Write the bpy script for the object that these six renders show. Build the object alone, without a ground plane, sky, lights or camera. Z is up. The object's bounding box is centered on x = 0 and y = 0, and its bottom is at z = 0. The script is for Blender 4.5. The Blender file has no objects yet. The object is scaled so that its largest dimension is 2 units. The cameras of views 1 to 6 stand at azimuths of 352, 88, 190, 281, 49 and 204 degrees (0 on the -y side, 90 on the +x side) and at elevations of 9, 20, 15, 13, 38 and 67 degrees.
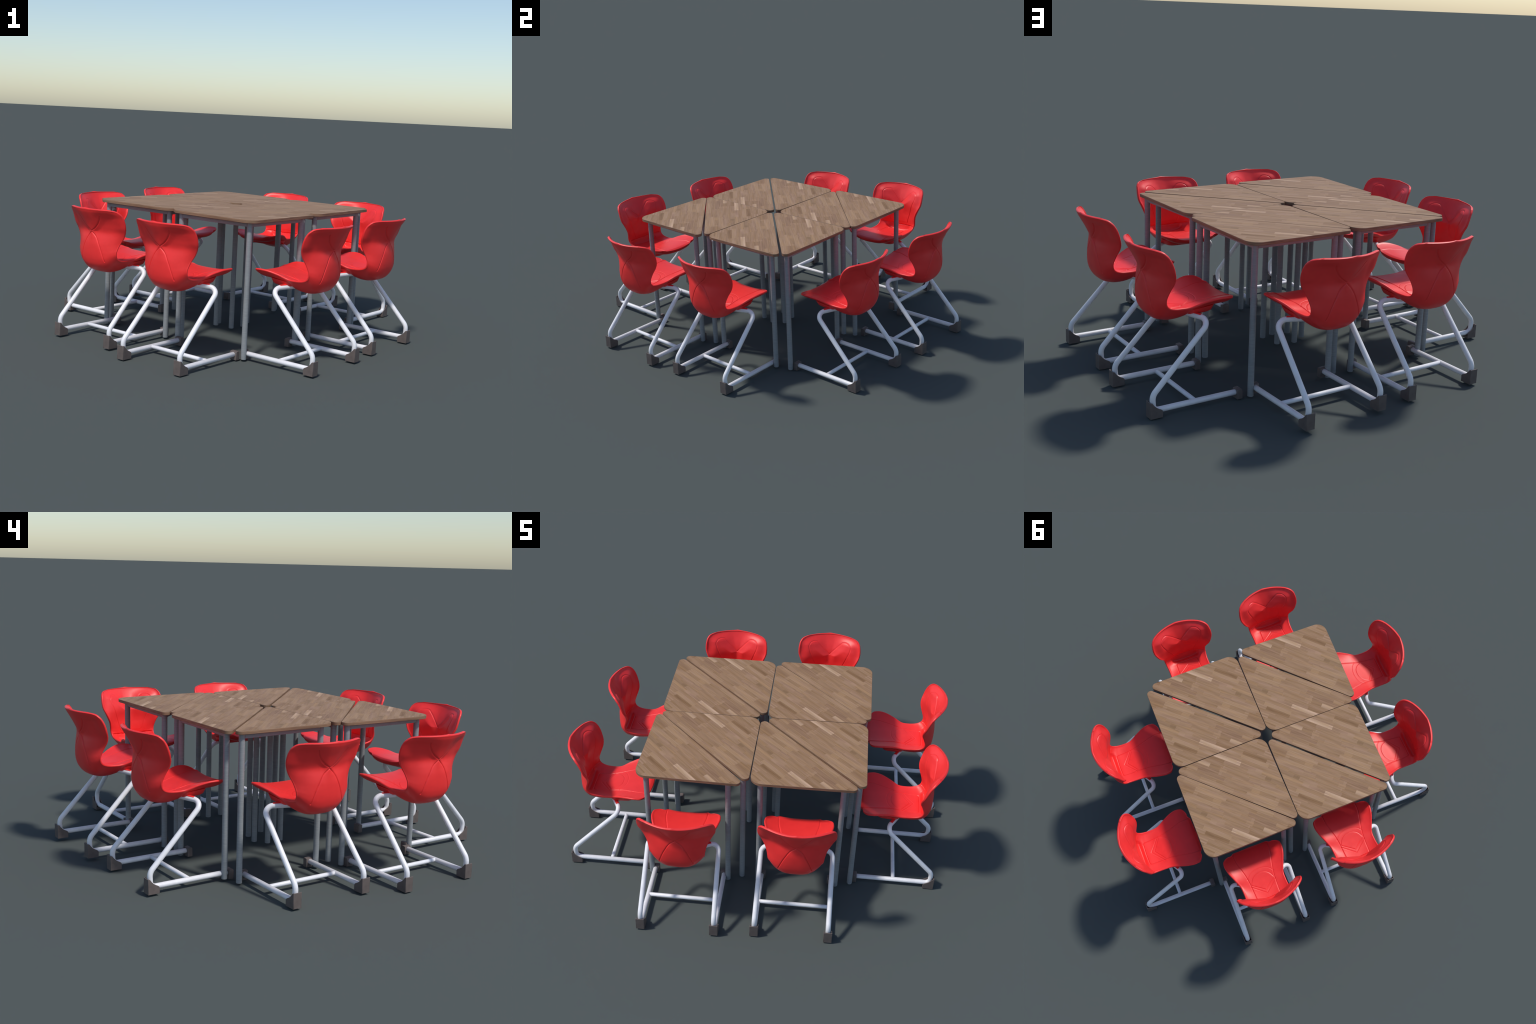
"""Eight triangular classroom tables pushed together, with eight red shell chairs around them."""
import math
import bpy
import numpy as np
from mathutils import Vector

scene = bpy.context.scene


# --------------------------------------------------------------------------- helpers
def new_object(name, data, parent=None, matrix=None):
    ob = bpy.data.objects.new(name, data)
    scene.collection.objects.link(ob)
    if parent is not None:
        ob.parent = parent
    return ob


def mesh_from(name, verts, faces, mats, smooth=None, face_mats=None):
    me = bpy.data.meshes.new(name)
    me.from_pydata([tuple(v) for v in verts], [], [tuple(f) for f in faces])
    for m in mats:
        me.materials.append(m)
    if face_mats is not None:
        me.polygons.foreach_set("material_index", face_mats)
    me.validate()
    if smooth is not None:
        me.polygons.foreach_set("use_smooth", [True] * len(me.polygons))
        if smooth < 180:
            me.set_sharp_from_angle(angle=math.radians(smooth))
    me.update()
    return me


def apply_bevel(me, width, segments=2, angle=30):
    """Round the sharp edges of a finished mesh."""
    import bmesh
    bm = bmesh.new()
    bm.from_mesh(me)
    edges = [e for e in bm.edges if len(e.link_faces) == 2 and e.calc_face_angle(0) > math.radians(angle)]
    bmesh.ops.bevel(bm, geom=edges, offset=width, segments=segments, profile=0.5,
                    affect='EDGES', clamp_overlap=True)
    bmesh.ops.recalc_face_normals(bm, faces=bm.faces)
    bm.to_mesh(me)
    bm.free()
    me.polygons.foreach_set("use_smooth", [True] * len(me.polygons))
    me.set_sharp_from_angle(angle=math.radians(40))
    me.update()
    return me


def fillet_path(points, radii, seg=8):
    """Polyline with rounded corners."""
    pts = [Vector(p) for p in points]
    out = [pts[0]]
    for i in range(1, len(pts) - 1):
        a, b, c = pts[i - 1], pts[i], pts[i + 1]
        d1, d2 = (a - b).normalized(), (c - b).normalized()
        half = d1.angle(d2) / 2
        t = min(radii[i] / math.tan(half), (a - b).length * .49, (c - b).length * .49)
        r = t * math.tan(half)
        centre = b + (d1 + d2).normalized() * (r / math.sin(half))
        p, q = b + d1 * t - centre, b + d2 * t - centre
        sweep = p.angle(q)
        axis = p.cross(q).normalized()
        for k in range(seg + 1):
            ang = sweep * k / seg
            v = p * math.cos(ang) + axis.cross(p) * math.sin(ang)
            out.append(centre + v)
    out.append(pts[-1])
    return out


def tube(name, path, radius, mat, sides=16, close=0.0012):
    """Round tube along a path with slightly chamfered ends."""
    n = len(path)
    tang = []
    for i in range(n):
        a, b = path[max(0, i - 1)], path[min(n - 1, i + 1)]
        tang.append((b - a).normalized())
    ref = Vector((0, 0, 1)) if abs(tang[0].z) < .9 else Vector((1, 0, 0))
    nor = (ref - tang[0] * ref.dot(tang[0])).normalized()
    rings = []
    for i in range(n):
        nor = (nor - tang[i] * nor.dot(tang[i])).normalized()
        bi = tang[i].cross(nor)
        rings.append([path[i] + (nor * math.cos(2 * math.pi * k / sides) + bi * math.sin(2 * math.pi * k / sides)) * radius
                      for k in range(sides)])
    first = [path[0] + (p - path[0]) * .88 - tang[0] * close for p in rings[0]]
    last = [path[-1] + (p - path[-1]) * .88 + tang[-1] * close for p in rings[-1]]
    rings = [first] + rings + [last]
    verts = [p for r in rings for p in r]
    faces = []
    for i in range(len(rings) - 1):
        for k in range(sides):
            k2 = (k + 1) % sides
            faces.append((i * sides + k, i * sides + k2, (i + 1) * sides + k2, (i + 1) * sides + k))
    faces.append(tuple(range(sides))[::-1])
    faces.append(tuple((len(rings) - 1) * sides + k for k in range(sides)))
    return mesh_from(name, verts, faces, [mat], smooth=50)


def box_between(verts, faces, lo, hi):
    b = len(verts)
    for z in (lo[2], hi[2]):
        for x, y in ((lo[0], lo[1]), (hi[0], lo[1]), (hi[0], hi[1]), (lo[0], hi[1])):
            verts.append((x, y, z))
    for f in ((3, 2, 1, 0), (4, 5, 6, 7), (0, 1, 5, 4), (1, 2, 6, 5), (2, 3, 7, 6), (3, 0, 4, 7)):
        faces.append(tuple(b + i for i in f))


def prism(verts, faces, outline, x0, x1):
    """Outline in the (y, z) plane pulled from x0 to x1."""
    b, n = len(verts), len(outline)
    for x in (x0, x1):
        for y, z in outline:
            verts.append((x, y, z))
    faces.append(tuple(b + i for i in range(n)))
    faces.append(tuple(b + n + i for i in reversed(range(n))))
    for i in range(n):
        j = (i + 1) % n
        faces.append((b + j, b + i, b + n + i, b + n + j))


# --------------------------------------------------------------------------- materials
class Nodes:
    def __init__(self, name):
        self.mat = bpy.data.materials.new(name)
        self.mat.use_nodes = True
        self.t = self.mat.node_tree
        self.bsdf = self.t.nodes["Principled BSDF"]
        self.coord = self.t.nodes.new("ShaderNodeTexCoord").outputs["Object"]

    def node(self, kind, **kw):
        nd = self.t.nodes.new(kind)
        for k, v in kw.items():
            setattr(nd, k, v)
        return nd

    def put(self, sock, v):
        if isinstance(v, bpy.types.NodeSocket):
            self.t.links.new(v, sock)
        else:
            sock.default_value = v

    def math(self, op, a, b=0.0, c=0.0):
        nd = self.node("ShaderNodeMath", operation=op)
        for s, v in zip(nd.inputs, (a, b, c)):
            self.put(s, v)
        return nd.outputs[0]

    def xyz(self, v):
        nd = self.node("ShaderNodeSeparateXYZ")
        self.put(nd.inputs[0], v)
        return nd.outputs

    def combine(self, x, y, z):
        nd = self.node("ShaderNodeCombineXYZ")
        for s, v in zip(nd.inputs, (x, y, z)):
            self.put(s, v)
        return nd.outputs[0]

    def scaled(self, v, s):
        nd = self.node("ShaderNodeMapping")
        self.put(nd.inputs["Vector"], v)
        nd.inputs["Scale"].default_value = s
        return nd.outputs[0]

    def noise(self, v, scale, detail=3.0, rough=.55):
        nd = self.node("ShaderNodeTexNoise")
        self.put(nd.inputs["Vector"], v)
        nd.inputs["Scale"].default_value = scale
        nd.inputs["Detail"].default_value = detail
        nd.inputs["Roughness"].default_value = rough
        return nd.outputs[0]

    def white(self, dims, v=None, w=None):
        nd = self.node("ShaderNodeTexWhiteNoise", noise_dimensions=dims)
        if v is not None:
            self.put(nd.inputs["Vector"], v)
        if w is not None:
            self.put(nd.inputs["W"], w)
        return nd.outputs[0]

    def ramp(self, fac, stops, mode='LINEAR'):
        nd = self.node("ShaderNodeValToRGB")
        nd.color_ramp.interpolation = mode
        el = nd.color_ramp.elements
        while len(el) < len(stops):
            el.new(.5)
        for e, (p, c) in zip(el, stops):
            e.position, e.color = p, (*c, 1)
        self.put(nd.inputs[0], fac)
        return nd.outputs[0]

    def mix(self, fac, a, b, blend='MIX'):
        nd = self.node("ShaderNodeMix", data_type='RGBA', blend_type=blend)
        self.put(nd.inputs[0], fac)
        for s, v in ((nd.inputs[6], a), (nd.inputs[7], b)):
            self.put(s, v if isinstance(v, bpy.types.NodeSocket) else (*v, 1))
        return nd.outputs[2]

    def bump(self, height, strength, distance):
        nd = self.node("ShaderNodeBump")
        self.put(nd.inputs["Height"], height)
        nd.inputs["Strength"].default_value = strength
        nd.inputs["Distance"].default_value = distance
        self.put(self.bsdf.inputs["Normal"], nd.outputs[0])

    def finish(self, colour, rough, **kw):
        self.put(self.bsdf.inputs["Base Color"], colour if isinstance(colour, bpy.types.NodeSocket) else (*colour, 1))
        self.put(self.bsdf.inputs["Roughness"], rough)
        for k, v in kw.items():
            self.put(self.bsdf.inputs[k], v)
        return self.mat


def srgb(r, g, b):
    f = lambda c: c / 12.92 if c <= .04045 else ((c + .055) / 1.055) ** 2.4
    return tuple(f(v / 255) for v in (r, g, b))


STRIP, STRIP_0 = .0223, .0085


def make_wood_top():
    n = Nodes("finger_jointed_oak")
    x, y, z = n.xyz(n.coord)
    row = n.math('FLOOR', n.math('DIVIDE', n.math('SUBTRACT', y, STRIP_0), STRIP))
    r1 = n.white('1D', w=n.math('MULTIPLY_ADD', row, 3.71, 11.3))
    r2 = n.white('1D', w=n.math('MULTIPLY_ADD', row, 5.13, 4.7))
    length = n.math('MULTIPLY_ADD', r1, .12, .13)
    col = n.math('FLOOR', n.math('DIVIDE', n.math('ADD', x, n.math('MULTIPLY_ADD', r2, .37, 1.0)), length))
    tone = n.white('3D', v=n.combine(row, col, 2.0))
    hue = n.white('3D', v=n.combine(row, col, 9.0))
    base = n.ramp(tone, [(0, WOOD_DARK), (.3, WOOD_A), (.65, WOOD_B), (1, WOOD_C)])
    base = n.mix(n.math('MULTIPLY', hue, .40), base, WOOD_PINK)
    # a few strips that stand out on every top: (row, from, to, colour, strength)
    for rw, x0, x1, c, s in ((7, -.24, -.050, WOOD_LIGHT, .8), (4, -.30, -.199, WOOD_LIGHT, .7),
                             (6, .104, .26, srgb(124, 96, 66), .6), (4, -.10, .03, WOOD_DARK, .35),
                             (0, -.215, -.022, WOOD_C, .7), (3, -.12, -.06, WOOD_DARK, .35),
                             (2, .11, .20, WOOD_DARK, .4), (0, .123, .30, WOOD_C, .4),
                             (7, .04, .19, WOOD_C, .55), (5, -.12, .02, WOOD_DARK, .3)):
        inside = n.math('MULTIPLY', n.math('COMPARE', row, float(rw), .1),
                        n.math('MULTIPLY', n.math('GREATER_THAN', x, x0), n.math('LESS_THAN', x, x1)))
        base = n.mix(n.math('MULTIPLY', inside, s), base, c)
    shift = n.combine(n.math('MULTIPLY', tone, 3.0), n.math('MULTIPLY', hue, 7.0), 0.0)
    add = n.node("ShaderNodeVectorMath", operation='ADD')
    n.put(add.inputs[0], n.coord)
    n.put(add.inputs[1], shift)
    g1 = n.noise(n.scaled(add.outputs[0], (9, 210, 1)), 1.0, 4, .62)
    g2 = n.noise(n.scaled(add.outputs[0], (14, 620, 1)), 1.0, 3, .6)
    g3 = n.noise(n.scaled(add.outputs[0], (6, 85, 1)), 1.0, 3, .55)
    k = n.math('MULTIPLY_ADD', g1, .65, n.math('MULTIPLY_ADD', g2, .20, n.math('MULTIPLY', g3, .65)))
    shade = n.ramp(k, [(.53, (.78, .74, .69)), (.74, (1.0, 1.0, 1.0)), (.96, (1.20, 1.21, 1.24))])
    colr = n.mix(1.0, base, shade, 'MULTIPLY')
    # streaks that drift between yellow-brown and pinkish along the grain
    g4 = n.noise(n.scaled(add.outputs[0], (7, 75, 1)), 1.0, 3, .6)
    tint = n.ramp(g4, [(.38, (1.02, .985, .90)), (.52, (1, 1, 1)), (.66, (1.02, 1.0, 1.08))])
    colr = n.mix(1.0, colr, tint, 'MULTIPLY')
    # rare small dark knots
    vor = n.node("ShaderNodeTexVoronoi")
    n.put(vor.inputs["Vector"], n.scaled(n.coord, (4.2, 9.0, 1)))
    vor.inputs["Scale"].default_value = 1.0
    knot = n.ramp(vor.outputs["Distance"], [(.03, (1, 1, 1)), (.09, (0, 0, 0))])
    colr = n.mix(n.math('MULTIPLY', knot, .35), colr, WOOD_KNOT)
    n.bump(k, .10, .001)
    return n.finish(colr, .55, **{"Specular IOR Level": .15})


def make_wood_edge():
    n = Nodes("oak_edge")
    x, y, z = n.xyz(n.coord)
    along = n.combine(n.math('ADD', x, n.math('MULTIPLY', y, .6)), n.math('SUBTRACT', x, y), z)
    g = n.noise(n.scaled(along, (9, 3, 260)), 1.0, 3, .6)
    g2 = n.noise(n.scaled(along, (22, 5, 520)), 1.0, 2, .6)
    k = n.math('MULTIPLY_ADD', g, .7, n.math('MULTIPLY', g2, .4))
    colr = n.ramp(k, [(.38, srgb(100, 77, 59)), (.55, srgb(136, 108, 85)), (.75, srgb(154, 124, 98))])
    return n.finish(colr, .55, **{"Specular IOR Level": .3})


def make_grey_metal():
    n = Nodes("grey_leg_paint")
    g = n.noise(n.scaled(n.coord, (30, 30, 420)), 1.0, 3, .6)
    g2 = n.noise(n.coord, 9.0, 3, .6)
    k = n.math('MULTIPLY_ADD', g, .65, n.math('MULTIPLY', g2, .35))
    colr = n.ramp(k, [(.35, LEG_DARK), (.68, LEG_LIGHT)])
    n.bump(g, .08, .001)
    return n.finish(colr, .52, **{"Specular IOR Level": .4, "Metallic": .0})


def make_white_metal():
    n = Nodes("white_powder_coat")
    g = n.noise(n.coord, 26.0, 4, .6)
    colr = n.ramp(g, [(.3, TUBE_DARK), (.62, TUBE_LIGHT)])
    # sparse small scuffs
    sc = n.noise(n.scaled(n.coord, (70, 70, 70)), 1.0, 2, .5)
    scuff = n.ramp(sc, [(.74, (0, 0, 0)), (.80, (1, 1, 1))])
    colr = n.mix(n.math('MULTIPLY', scuff, .35), colr, srgb(150, 140, 146))
    return n.finish(colr, .38, **{"Specular IOR Level": .45})


def make_red_plastic():
    n = Nodes("red_moulded_plastic")
    g = n.noise(n.coord, 18.0, 4, .6)
    g2 = n.noise(n.coord, 120.0, 2, .5)
    colr = n.ramp(n.math('MULTIPLY_ADD', g, .8, n.math('MULTIPLY', g2, .2)), [(.3, RED_DARK), (.7, RED_LIGHT)])
    n.bump(n.math('MULTIPLY_ADD', g, .7, n.math('MULTIPLY', g2, .3)), .12, .002)
    return n.finish(colr, .42, **{"Specular IOR Level": .45})


def make_cap_rubber():
    n = Nodes("brown_grey_rubber")
    g = n.noise(n.coord, 45.0, 3, .6)
    colr = n.ramp(g, [(.3, CAP_DARK), (.7, CAP_LIGHT)])
    n.bump(g, .1, .001)
    return n.finish(colr, .55, **{"Specular IOR Level": .35})


WOOD_DARK, WOOD_A, WOOD_B = srgb(132, 101, 73), srgb(143, 112, 83), srgb(149, 118, 89)
WOOD_C, WOOD_LIGHT, WOOD_PINK, WOOD_KNOT = srgb(158, 127, 98), srgb(187, 156, 128), srgb(155, 124, 102), srgb(94, 84, 72)
LEG_DARK, LEG_LIGHT = srgb(134, 138, 141), srgb(152, 156, 158)
TUBE_DARK, TUBE_LIGHT = srgb(230, 229, 233), srgb(239, 239, 242)
RED_DARK, RED_LIGHT = srgb(237, 49, 49), srgb(247, 55, 54)
CAP_DARK, CAP_LIGHT = srgb(96, 87, 84), srgb(108, 98, 94)

WOOD, EDGE, GREY = make_wood_top(), make_wood_edge(), make_grey_metal()
WHITE, RED, RUBBER = make_white_metal(), make_red_plastic(), make_cap_rubber()

# --------------------------------------------------------------------------- table
# Local frame: origin under the middle of the long edge, +y towards the square corner.
TOP_Z, TOP_THICK = .658, .0145
HALF_LONG, DEPTH = .3682, .3752
REACH = .18875            # from the long edge to the point that TABLES gives


def rounded_outline(corners, radii, seg):
    out = []
    n = len(corners)
    for i in range(n):
        a, b, c = (Vector(corners[j % n]) for j in (i - 1, i, i + 1))
        d1, d2 = (a - b).normalized(), (c - b).normalized()
        half = d1.angle(d2) / 2
        t = radii[i] / math.tan(half)
        centre = b + (d1 + d2).normalized() * (radii[i] / math.sin(half))
        p, q = b + d1 * t - centre, b + d2 * t - centre
        a0 = math.atan2(p.y, p.x)
        da = (math.atan2(q.y, q.x) - a0 + math.pi) % (2 * math.pi) - math.pi
        for k in range(seg + 1):
            g = a0 + da * k / seg
            out.append((centre.x + radii[i] * math.cos(g), centre.y + radii[i] * math.sin(g)))
    return out


def make_tabletop():
    ring = rounded_outline([(-HALF_LONG, 0), (HALF_LONG, 0), (0, DEPTH)], [.021, .021, .056], 9)
    n = len(ring)
    cx, cy = 0, DEPTH / 3
    bev = .0012

    def inset(d):
        res = []
        for i in range(n):
            a, b = Vector(ring[i - 1]), Vector(ring[(i + 1) % n])
            t = (b - a).normalized()
            res.append((ring[i][0] - t.y * d, ring[i][1] + t.x * d))
        return res
    levels = [(inset(bev), TOP_Z), (ring, TOP_Z - bev), (ring, TOP_Z - TOP_THICK + bev), (inset(bev), TOP_Z - TOP_THICK)]
    verts = [(p[0], p[1], z) for r, z in levels for p in r]
    faces, mats = [tuple(range(n))], [0]
    for k in range(3):
        for i in range(n):
            j = (i + 1) % n
            faces.append((k * n + j, k * n + i, (k + 1) * n + i, (k + 1) * n + j))
            mats.append(1)
    faces.append(tuple(3 * n + i for i in reversed(range(n))))
    mats.append(1)
    return mesh_from("tabletop", verts, faces, [WOOD, EDGE], smooth=35, face_mats=mats)


TABLE_TOP = make_tabletop()
LEG_R = .0131
LEG_SPOTS = [(-HALF_LONG + .091, .036), (HALF_LONG - .066, .024), (0.0, DEPTH - .067)]
LEG_FOOT = [.005, 0.0, 0.0]   # one leg stops a little short of the others
LEG_MESHES = [tube("leg", [Vector((0, 0, foot + .0012)), Vector((0, 0, .30)), Vector((0, 0, TOP_Z - TOP_THICK - .0015))], LEG_R, GREY, 20)
              for foot in LEG_FOOT]


def make_rail(a, b):
    a, b = Vector((*a, 0)), Vector((*b, 0))
    verts, faces = [], []
    length = (b - a).length
    box_between(verts, faces, (LEG_R * .8, -.0085, TOP_Z - TOP_THICK - .0215), (length - LEG_R * .8, .0085, TOP_Z - TOP_THICK - .0008))
    me = mesh_from("rail", verts, faces, [GREY])
    apply_bevel(me, .0022, 2)
    return me, math.atan2(b.y - a.y, b.x - a.x)


RAILS = []
for i, j in ((0, 1), (1, 2), (2, 0)):
    me, ang = make_rail(LEG_SPOTS[i], LEG_SPOTS[j])
    RAILS.append((me, LEG_SPOTS[i], ang))

# x and y of the point halfway between long edge and square corner; heading of +y in degrees
TABLES = [(-.0217, .5694, 89.9), (-.0118, .1896, -89.8), (-.0350, -.5962, -91.7), (-.0316, -.2110, 89.4),
          (.3383, -.2122, -90.2), (.3443, .1763, 90.15), (-.3866, -.1939, -90.5), (-.3870, .1930, 89.55)]


def build_table(cx, cy, heading):
    h = math.radians(heading)
    root = new_object("triangular_table", None)
    root.empty_display_size = .1
    root.location = (cx - math.cos(h) * REACH, cy - math.sin(h) * REACH, .0056)
    root.rotation_euler = (0, 0, h - math.pi / 2)
    root["label"] = "triangular classroom table, oak strip top, three grey tube legs"
    root["category"] = "school table"
    new_object("tabletop", TABLE_TOP, root)
    for me, at, ang in RAILS:
        r = new_object("rail", me, root)
        r.location, r.rotation_euler = (at[0], at[1], 0), (0, 0, ang)
    for at, me in zip(LEG_SPOTS, LEG_MESHES):
        leg = new_object("leg", me, root)
        leg.location = (at[0], at[1], 0)


for t in TABLES:
    build_table(*t)

# --------------------------------------------------------------------------- chair shell
# Chair frame: x to the sitter's right, y forward, z up; origin on the floor under the rear foot caps.
# One station per line, from the front lip of the seat over the hollow to the top of the back:
#   rim (x, y, z), upper / front skin at the middle (y, z), lower / rear skin at the middle (y, z), cup powers
STATIONS = [
    ((.100, .389, .414), (.394, .407), (.388, .390), 2.6, 3.2),
    ((.128, .380, .419), (.384, .411), (.378, .385), 2.6, 3.2),
    ((.151, .367, .425), (.367, .413), (.358, .381), 2.6, 3.0),
    ((.1605, .340, .429), (.339, .413), (.328, .379), 2.6, 3.0),
    ((.155, .298, .427), (.296, .410), (.285, .375), 3.0, 3.0),
    ((.136, .249, .413), (.247, .404), (.245, .358), 3.0, 2.8),
    ((.1185, .205, .395), (.200, .394), (.205, .341), 2.6, 2.8),
    ((.1155, .165, .393), (.158, .386), (.160, .331), 3.0, 2.8),
    ((.1165, .128, .397), (.120, .385), (.112, .335), 2.9, 2.9),
    ((.119, .106, .405), (.092, .3855), (.076, .350), 2.5, 3.0),
    ((.1205, .094, .417), (.0705, .3945), (.055, .376), 2.4, 3.0),
    ((.123, .089, .431), (.0625, .411), (.047, .400), 2.2, 3.0),
    ((.1245, .089, .446), (.063, .432), (.0435, .425), 2.1, 2.8),
    ((.128, .094, .464), (.0625, .455), (.042, .449), 2.0, 2.6),
    ((.135, .101, .486), (.060, .480), (.042, .475), 2.0, 2.4),
    ((.147, .1065, .510), (.057, .508), (.0435, .505), 2.0, 2.2),
    ((.160, .106, .538), (.0525, .540), (.0435, .538), 2.0, 2.0),
    ((.170, .099, .563), (.043, .568), (.034, .566), 2.0, 2.0),
    ((.1725, .0905, .590), (.030, .594), (.022, .592), 2.0, 2.0),
    ((.1700, .0800, .614), (.017, .618), (.0085, .616), 2.0, 2.0),
    ((.1630, .0650, .634), (.007, .638), (-.002, .636), 2.0, 2.0),
    ((.1545, .0555, .6425), (.004, .645), (-.0045, .643), 2.0, 2.0),
    ((.1410, .0440, .6470), (.0025, .649), (-.006, .647), 2.0, 2.0),
    ((.1240, .0325, .6490), (.0020, .6515), (-.006, .6495), 2.0, 2.0),
]
RIM_HALF = .0048
ROWS, COLS = 350, 176


def smooth_rows(values, knots, at):
    """Catmull-Rom through unevenly spaced knots."""
    v, k = np.asarray(values, float), np.asarray(knots, float)
    m = np.empty_like(v)
    m[1:-1] = ((v[2:] - v[1:-1]) * ((k[1:-1] - k[:-2]) / (k[2:] - k[1:-1]))[:, None]
               + (v[1:-1] - v[:-2]) * ((k[2:] - k[1:-1]) / (k[1:-1] - k[:-2]))[:, None]) / (k[2:] - k[:-2])[:, None]
    m[0], m[-1] = (v[1] - v[0]) / (k[1] - k[0]), (v[-1] - v[-2]) / (k[-1] - k[-2])
    i = np.clip(np.searchsorted(k, at, side="right") - 1, 0, len(k) - 2)
    h = (k[i + 1] - k[i])[:, None]
    t = ((at - k[i]) / (k[i + 1] - k[i]))[:, None]
    return ((2 * t**3 - 3 * t**2 + 1) * v[i] + (t**3 - 2 * t**2 + t) * h * m[i]
            + (-2 * t**3 + 3 * t**2) * v[i + 1] + (t**3 - t**2) * h * m[i + 1])


def near_polyline(px, py, line):
    """Distance from points to a polyline."""
    d = np.full(px.shape, 9.0)
    for (x0, y0), (x1, y1) in zip(line[:-1], line[1:]):
        dx, dy = x1 - x0, y1 - y0
        t = np.clip(((px - x0) * dx + (py - y0) * dy) / (dx * dx + dy * dy), 0, 1)
        d = np.minimum(d, np.hypot(px - x0 - t * dx, py - y0 - t * dy))
    return d


def curve2(points, n=10):
    """Smooth plane curve through a few points."""
    p = np.asarray(points, float)
    k = np.r_[0, np.cumsum(np.hypot(*np.diff(p, axis=0).T))]
    return smooth_rows(p, k, np.linspace(0, k[-1], n * len(p))).tolist()


def inside_poly(px, py, poly):
    res = np.zeros(px.shape, bool)
    n = len(poly)
    for i in range(n):
        (x0, y0), (x1, y1) = poly[i], poly[(i + 1) % n]
        hit = ((y0 > py) != (y1 > py)) & (px < (x1 - x0) * (py - y0) / (y1 - y0 + 1e-12) + x0)
        res ^= hit
    return res


def groove(d, depth, width):
    return -depth * np.exp(-(d / width) ** 2)


def step(d_signed, height, width):
    return height * (.5 + .5 * np.tanh(d_signed / width))


# seat pattern, (|x|, y)
SEAT_SIDE = curve2([(.099, .395), (.096, .335), (.086, .292), (.076, .250), (.069, .205), (.067, .165), (.065, .125)]) + [(.0645, .112), (.060, .104), (.0, .1015)]
SEAT_ARC = curve2([(.0, .267), (.03, .263), (.056, .251), (.076, .228)])
SEAT_DISC = curve2([(.0, .246), (.025, .242), (.048, .226), (.064, .199)]) + [(.062, .193), (.030, .171), (.0, .149)]
SEAT_VEE = [(.069, .186), (.036, .160), (.0, .131)]
# back pattern, (|x|, z)
BACK_LOBE = curve2([(.0, .543), (.032, .577), (.060, .606), (.074, .618), (.092, .622), (.109, .618), (.118, .606), (.114, .582), (.102, .550), (.087, .507), (.074, .470), (.062, .432)])
# rear cross, (|x|, z)
REAR_LOW = curve2([(.0775, .396), (.067, .430), (.049, .474), (.025, .515), (.0, .5375)])
REAR_HIGH = curve2([(.0, .5405), (.024, .556), (.047, .578), (.063, .601), (.072, .620)])


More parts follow.
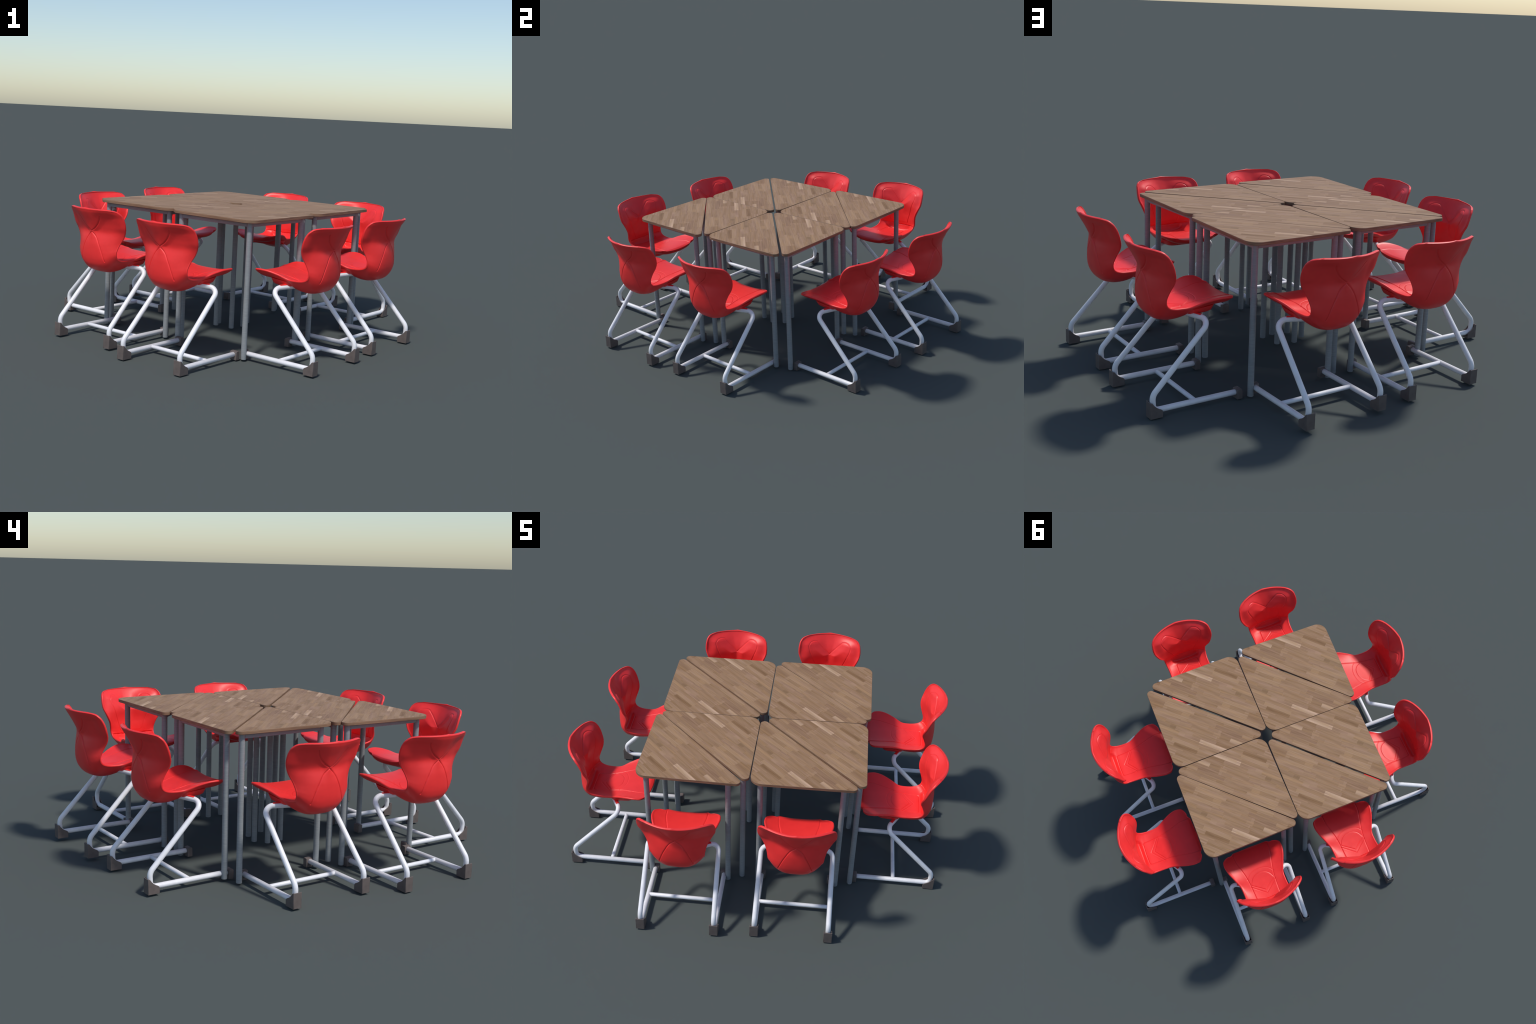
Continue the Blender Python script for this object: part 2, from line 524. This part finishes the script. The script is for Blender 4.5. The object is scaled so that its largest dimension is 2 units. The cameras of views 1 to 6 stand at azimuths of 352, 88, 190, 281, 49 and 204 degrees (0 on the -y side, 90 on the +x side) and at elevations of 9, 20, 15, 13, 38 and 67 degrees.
def make_shell():
    mid = np.array([((a[0] + b[0]) / 2, (a[1] + b[1]) / 2) for r, a, b, p, q in STATIONS])
    rim_yz = np.array([r[1:] for r, a, b, p, q in STATIONS])
    span = (np.hypot(*np.diff(mid, axis=0).T) + np.hypot(*np.diff(rim_yz, axis=0).T)) / 2
    knots = np.r_[0, np.cumsum(span)]
    table = np.array([(*r, *a, *b, p, q) for r, a, b, p, q in STATIONS])
    at = np.linspace(0, knots[-1], ROWS)
    s = smooth_rows(table, knots, at)
    u = np.sin(np.linspace(-1, 1, COLS) * math.pi / 2 * .9) / math.sin(math.pi / 2 * .9)
    U = np.abs(u)[None, :]
    X = s[:, 0:1] * u[None, :]
    thick = s[:, 3:5] - s[:, 5:7]
    thick /= np.linalg.norm(thick, axis=1)[:, None]

    def skin(middle, power, sign):
        rim = s[:, 1:3] + thick * RIM_HALF * sign
        w = U ** power[:, None]
        yz = middle[:, None, :] + (rim - middle)[:, None, :] * w[..., None]
        return np.dstack([X, yz[..., 0], yz[..., 1]])

    upper = skin(s[:, 3:5], s[:, 7], +1)
    lower = skin(s[:, 5:7], s[:, 8], -1)

    # facets: outside the crossing creases the upper back steps towards the sitter
    ease = lambda v, a, b: (lambda t: t * t * (3 - 2 * t))(np.clip((v - a) / (b - a), 0, 1))
    for grid, amount in ((upper, .0195), (lower, .0112)):
        gx, gz = np.abs(grid[..., 0]), grid[..., 2]
        crease = np.interp(gz, [q[1] for q in REAR_HIGH], [q[0] for q in REAR_HIGH])
        lift = ease(gx, crease * .25, crease + .034) * (1 - ease(gx, .114, .170)) * ease(gz, .475, .582) * (1 - ease(gz, .606, .648))
        grid[..., 1] += amount * lift

    fade = np.clip(1 - np.arange(ROWS) / (ROWS * .10), 0, 1)[:, None] ** 1.5
    notch = -.0065 * np.exp(-((np.abs(X) - .112) / .011) ** 2) * fade
    upper[..., 1] += notch
    lower[..., 1] += notch

    def normals(g):
        du, dv = np.gradient(g, axis=1), np.gradient(g, axis=0)
        nn = np.cross(dv, du)
        return nn / np.linalg.norm(nn, axis=2)[..., None]

    ax = np.abs(upper[..., 0])
    edge = np.clip((1 - U) / .10, 0, 1) * np.clip(np.minimum(np.arange(ROWS), np.arange(ROWS)[::-1]) / 8, 0, 1)[:, None]
    on_seat = (upper[..., 2] < .435) & (upper[..., 1] > .094)
    y, z = upper[..., 1], upper[..., 2]
    h = np.zeros_like(ax)
    pad = [(0, .42)] + [(.10, .42)] + SEAT_SIDE
    d_side = near_polyline(ax, y, SEAT_SIDE)
    h += on_seat * (groove(d_side, .0032, .0015) + step(np.where(inside_poly(ax, y, pad), d_side, -d_side), .0012, .002))
    h += on_seat * (groove(near_polyline(ax, y, SEAT_ARC), .0010, .0016) + groove(near_polyline(ax, y, SEAT_VEE), .0016, .0016))
    disc = [(0, .20)] + SEAT_DISC
    d_disc = near_polyline(ax, y, SEAT_DISC)
    h += on_seat * (groove(d_disc, .0012, .0016) + step(np.where(inside_poly(ax, y, disc), d_disc, -d_disc), .0010, .002))
    on_back = z > .428
    d_lobe = near_polyline(ax, z, BACK_LOBE)
    lobe = BACK_LOBE + [(0, .432)]
    h += on_back * (groove(d_lobe, .0026, .0016) + step(np.where(inside_poly(ax, z, lobe), d_lobe, -d_lobe), .0007, .0025))
    # raised bead that runs round the edge
    bead = np.exp(-((1 - U) * s[:, 0:1] / .0055) ** 2) + np.exp(-((knots[-1] - at) / .0055) ** 2)[:, None]
    h_bead = (.0011 + .0012 * step(z - .47, 1, .03)) * np.clip(bead, 0, 1)
    # fold where the back meets the hollow of the seat, and the trough behind the pad
    rear_in = (y < .1005) & (z < .47)
    fold = .4105 + .010 * np.clip(ax / .12, 0, 1) + .0012 * np.sin(ax * 260) * np.exp(-ax / .08)
    h += rear_in * groove(np.abs(z - fold), .0032, .0022)
    h += np.where(z < .50, step(z - fold - .001, .0022, .0012) * np.clip((.50 - z) / .06, 0, 1) * (y < .12), 0)
    trough = np.exp(-((y - .083) / .0095) ** 2) * (z < fold) * np.clip((.086 - ax) / .016, 0, 1)
    h -= .0095 * trough * (y < .101)
    n_up = normals(upper)
    upper = upper + n_up * (h * edge + h_bead)[..., None]
    axl = np.abs(lower[..., 0])
    rear = lower[..., 1] < .12
    hl = rear * (groove(near_polyline(axl, lower[..., 2], REAR_LOW), .0046, .0015)
                 + groove(near_polyline(axl, lower[..., 2], REAR_HIGH), .0034, .0015))
    n_lo = -normals(lower)  # outward on the rear / lower skin
    lower = lower + n_lo * hl[..., None]

    verts = np.vstack([upper.reshape(-1, 3), lower.reshape(-1, 3)])
    N = ROWS * COLS
    faces, rows_of = [], []
    for i in range(ROWS - 1):
        for j in range(COLS - 1):
            a = i * COLS + j
            faces.append((a, a + COLS, a + COLS + 1, a + 1))
            rows_of.append(i)
            b = a + N
            faces.append((b, b + 1, b + COLS + 1, b + COLS))
            rows_of.append(i)
    # rounded rim that joins both skins
    loop = ([(0, j) for j in range(COLS)] + [(i, COLS - 1) for i in range(1, ROWS)]
            + [(ROWS - 1, j) for j in range(COLS - 2, -1, -1)] + [(i, 0) for i in range(ROWS - 2, 0, -1)])
    inner = [(min(max(i, 2), ROWS - 3), min(max(j, 2), COLS - 3)) for i, j in loop]
    L = len(loop)
    pu = np.array([upper[i, j] for i, j in loop])
    pl = np.array([lower[i, j] for i, j in loop])
    qm = np.array([(upper[i, j] + lower[i, j]) / 2 for i, j in inner])
    c = (pu + pl) / 2
    radial = pu - c
    rl = np.linalg.norm(radial, axis=1)[:, None]
    out = c - qm
    out -= radial * (np.sum(out * radial, axis=1) / rl[:, 0] ** 2)[:, None]
    out /= np.linalg.norm(out, axis=1)[:, None]
    rings = [[i * COLS + j for i, j in loop]]
    extra = []
    for k in (1, 2, 3, 4):
        g = math.pi * k / 5
        ring = c + radial * math.cos(g) + out * np.minimum(rl, .0065) * math.sin(g)
        rings.append([2 * N + len(extra) * L + m for m in range(L)])
        extra.append(ring)
    rings.append([N + i * COLS + j for i, j in loop])
    verts = np.vstack([verts] + extra)
    for a, b in zip(rings[:-1], rings[1:]):
        for m in range(L):
            m2 = (m + 1) % L
            faces.append((a[m], a[m2], b[m2], b[m]))
            rows_of.append(min(loop[m][0], loop[m2][0]))
    return verts, faces, np.array(rows_of), s


def split_shell():
    verts, faces, rows_of, s = make_shell()
    whole = bpy.data.meshes.new("shell_whole")
    whole.from_pydata(verts.tolist(), [], faces)
    whole.update()
    nrm = np.empty(len(verts) * 3, np.float32)
    whole.vertex_normals.foreach_get("vector", nrm)
    nrm = nrm.reshape(-1, 3)
    bpy.data.meshes.remove(whole)
    cut = int(np.argmax((s[:, 4] > .412) & (np.arange(ROWS) > ROWS * .3)))
    parts = []
    for name, chosen in (("seat", rows_of < cut), ("backrest", rows_of >= cut)):
        f = [faces[i] for i in np.nonzero(chosen)[0]]
        used = np.unique([v for q in f for v in q])
        new = {int(v): k for k, v in enumerate(used)}
        me = mesh_from(name, verts[used], [[new[v] for v in q] for q in f], [RED], smooth=180)
        me.normals_split_custom_set_from_vertices([tuple(nrm[v]) for v in used])
        parts.append((name, me))
    return parts


SHELL_PARTS = split_shell()


# --------------------------------------------------------------------------- chair frame
TUBE_R = .0116


def side_path(sx):
    corners = [(.175 * sx, .388, .0265), (.175 * sx, .011, .0265), (.1745 * sx, .0085, .088),
               (.1686 * sx, .2622, .353), (.050 * sx, .1898, .3628)]
    return fillet_path(corners, [0, .024, .045, .033, 0], 9)


SIDE_TUBES = [tube("side_tube", side_path(sx), TUBE_R, WHITE, 16) for sx in (1, -1)]
CROSSBAR = tube("crossbar", [Vector((-.170, .195, .0272)), Vector((0, .195, .0272)), Vector((.170, .195, .0272))], .0096, WHITE, 14)


def make_rear_cap():
    w, wall = .0200, .0036
    prof = [(-.0085, 0), (.0440, 0), (.0445, .024), (.042, .0295), (.036, .034), (.027, .0385), (.017, .045), (.008, .054), (.001, .0635), (-.0035, .0665), (-.0085, .0660)]
    verts, faces = [], []
    prism(verts, faces, prof, -w, -w + wall)
    prism(verts, faces, prof, w - wall, w)
    prism(verts, faces, [(-.0085, .0004), (-.0045, .0004), (-.0045, .0655), (-.0085, .0655)], -w + wall - .001, w - wall + .001)
    prism(verts, faces, [(-.0082, .0006), (.044, .0006), (.044, .0140), (-.0082, .0140)], -w + wall - .001, w - wall + .001)
    me = mesh_from("rear_foot_cap", verts, faces, [RUBBER])
    return apply_bevel(me, .0009, 1)


def make_front_cap():
    w = .0188
    prof = [(.3775, .0), (.402, .0), (.402, .036), (.399, .0420), (.390, .0425), (.3775, .0400)]
    verts, faces = [], []
    prism(verts, faces, prof, -w, w)
    me = mesh_from("front_foot_cap", verts, faces, [RUBBER])
    return apply_bevel(me, .0010, 1)


def make_mount():
    """Shallow box moulded under the seat that carries the frame."""
    n = 32
    verts, faces = [], []
    levels = [(.118, .190, .322, .394), (.114, .192, .319, .384), (.107, .196, .314, .371), (.100, .200, .309, .3665), (.094, .205, .303, .3650)]
    for hw, y0, y1, z in levels:
        cy, hy = (y0 + y1) / 2, (y1 - y0) / 2
        for k in range(n):
            g = 2 * math.pi * k / n
            cx_, sy_ = math.cos(g), math.sin(g)
            p = 2 / 5
            verts.append((math.copysign(abs(cx_) ** p, cx_) * hw, cy + math.copysign(abs(sy_) ** p, sy_) * hy,
                          z - .010 * (.327 - (cy + math.copysign(abs(sy_) ** p, sy_) * hy)) / .13))
    for i in range(len(levels) - 1):
        for k in range(n):
            k2 = (k + 1) % n
            faces.append((i * n + k2, i * n + k, (i + 1) * n + k, (i + 1) * n + k2))
    faces.append(tuple(range(n)))
    faces.append(tuple((len(levels) - 1) * n + k for k in reversed(range(n))))
    return mesh_from("seat_mount", verts, faces, [RED], smooth=50)


def make_clip(sx):
    """Red tongue that grips the bend of the tube under the seat."""
    verts, faces = [], []
    ring, m = 7, 0
    tail = [Vector((x * sx, .2622 - (.1686 - x) * .6105, .3532 + (.1686 - x) * .0826)) for x in (.132, .115, .092, .06)]
    for k, p in enumerate(tail):
        d = (tail[min(k + 1, 3)] - tail[max(k - 1, 0)]).normalized()
        side = Vector((0, 0, 1)).cross(d).normalized()
        for r in (TUBE_R + .0002, TUBE_R + .0018):
            for q in range(ring):
                g = math.radians(55 + 70 * q / (ring - 1))
                verts.append(p + side * math.cos(g) * r + Vector((0, 0, 1)) * math.sin(g) * r)
    st = 2 * ring
    for k in range(3):
        for q in range(ring - 1):
            a = k * st + q
            faces.append((a, a + 1, a + st + 1, a + st))
            b = a + ring
            faces.append((b, b + st, b + st + 1, b + 1))
        for a, b in ((k * st, k * st + ring), (k * st + 2 * ring - 1, k * st + ring - 1)):
            faces.append((a, a + st, b + st, b))
    for k in (0, 3):
        for q in range(ring - 1):
            a = k * st + q
            faces.append((a, a + ring, a + ring + 1, a + 1))
    me = mesh_from("tube_clip", verts, faces, [RED])
    import bmesh
    bm = bmesh.new()
    bm.from_mesh(me)
    bmesh.ops.recalc_face_normals(bm, faces=bm.faces)
    bm.to_mesh(me)
    bm.free()
    me.polygons.foreach_set("use_smooth", [True] * len(me.polygons))
    me.set_sharp_from_angle(angle=math.radians(45))
    return me


REAR_CAP, FRONT_CAP, MOUNT = make_rear_cap(), make_front_cap(), make_mount()
CLIPS = [make_clip(1), make_clip(-1)]

# rear foot position x, y, heading in degrees, height of the caps above the floor
CHAIRS = [(-.4792, -.8540, 44.6, .0022), (-.7929, -.4301, 44.6, .0057), (.3674, -.8530, 134.6, .0052), (.7365, -.4599, 134.9, .0035),
          (.7966, .4478, 224.4, .0005), (.4282, .8577, 224.6, .0014), (-.4287, .8231, 314.9, .0140), (-.7876, .4280, 315.1, .0066)]


def build_chair(x, y, heading, lift):
    root = new_object("school_chair", None)
    root.empty_display_size = .1
    root.location = (x, y, lift)
    root.rotation_euler = (0, 0, math.radians(heading) - math.pi / 2)
    root["label"] = "red plastic shell chair on white cantilever tube frame"
    root["category"] = "school chair"
    for name, me in SHELL_PARTS:
        new_object(name, me, root)
    new_object("seat_mount", MOUNT, root)
    frame = new_object("frame", None, root)
    frame.empty_display_size = .05
    for me in SIDE_TUBES:
        new_object("side_tube", me, frame)
    new_object("crossbar", CROSSBAR, frame)
    for me in CLIPS:
        new_object("tube_clip", me, frame)
    for sx in (1, -1):
        for name, me in (("rear_foot_cap", REAR_CAP), ("front_foot_cap", FRONT_CAP)):
            c = new_object(name, me, frame)
            c.location = (.175 * sx, 0, 0)


for c in CHAIRS:
    build_chair(*c)
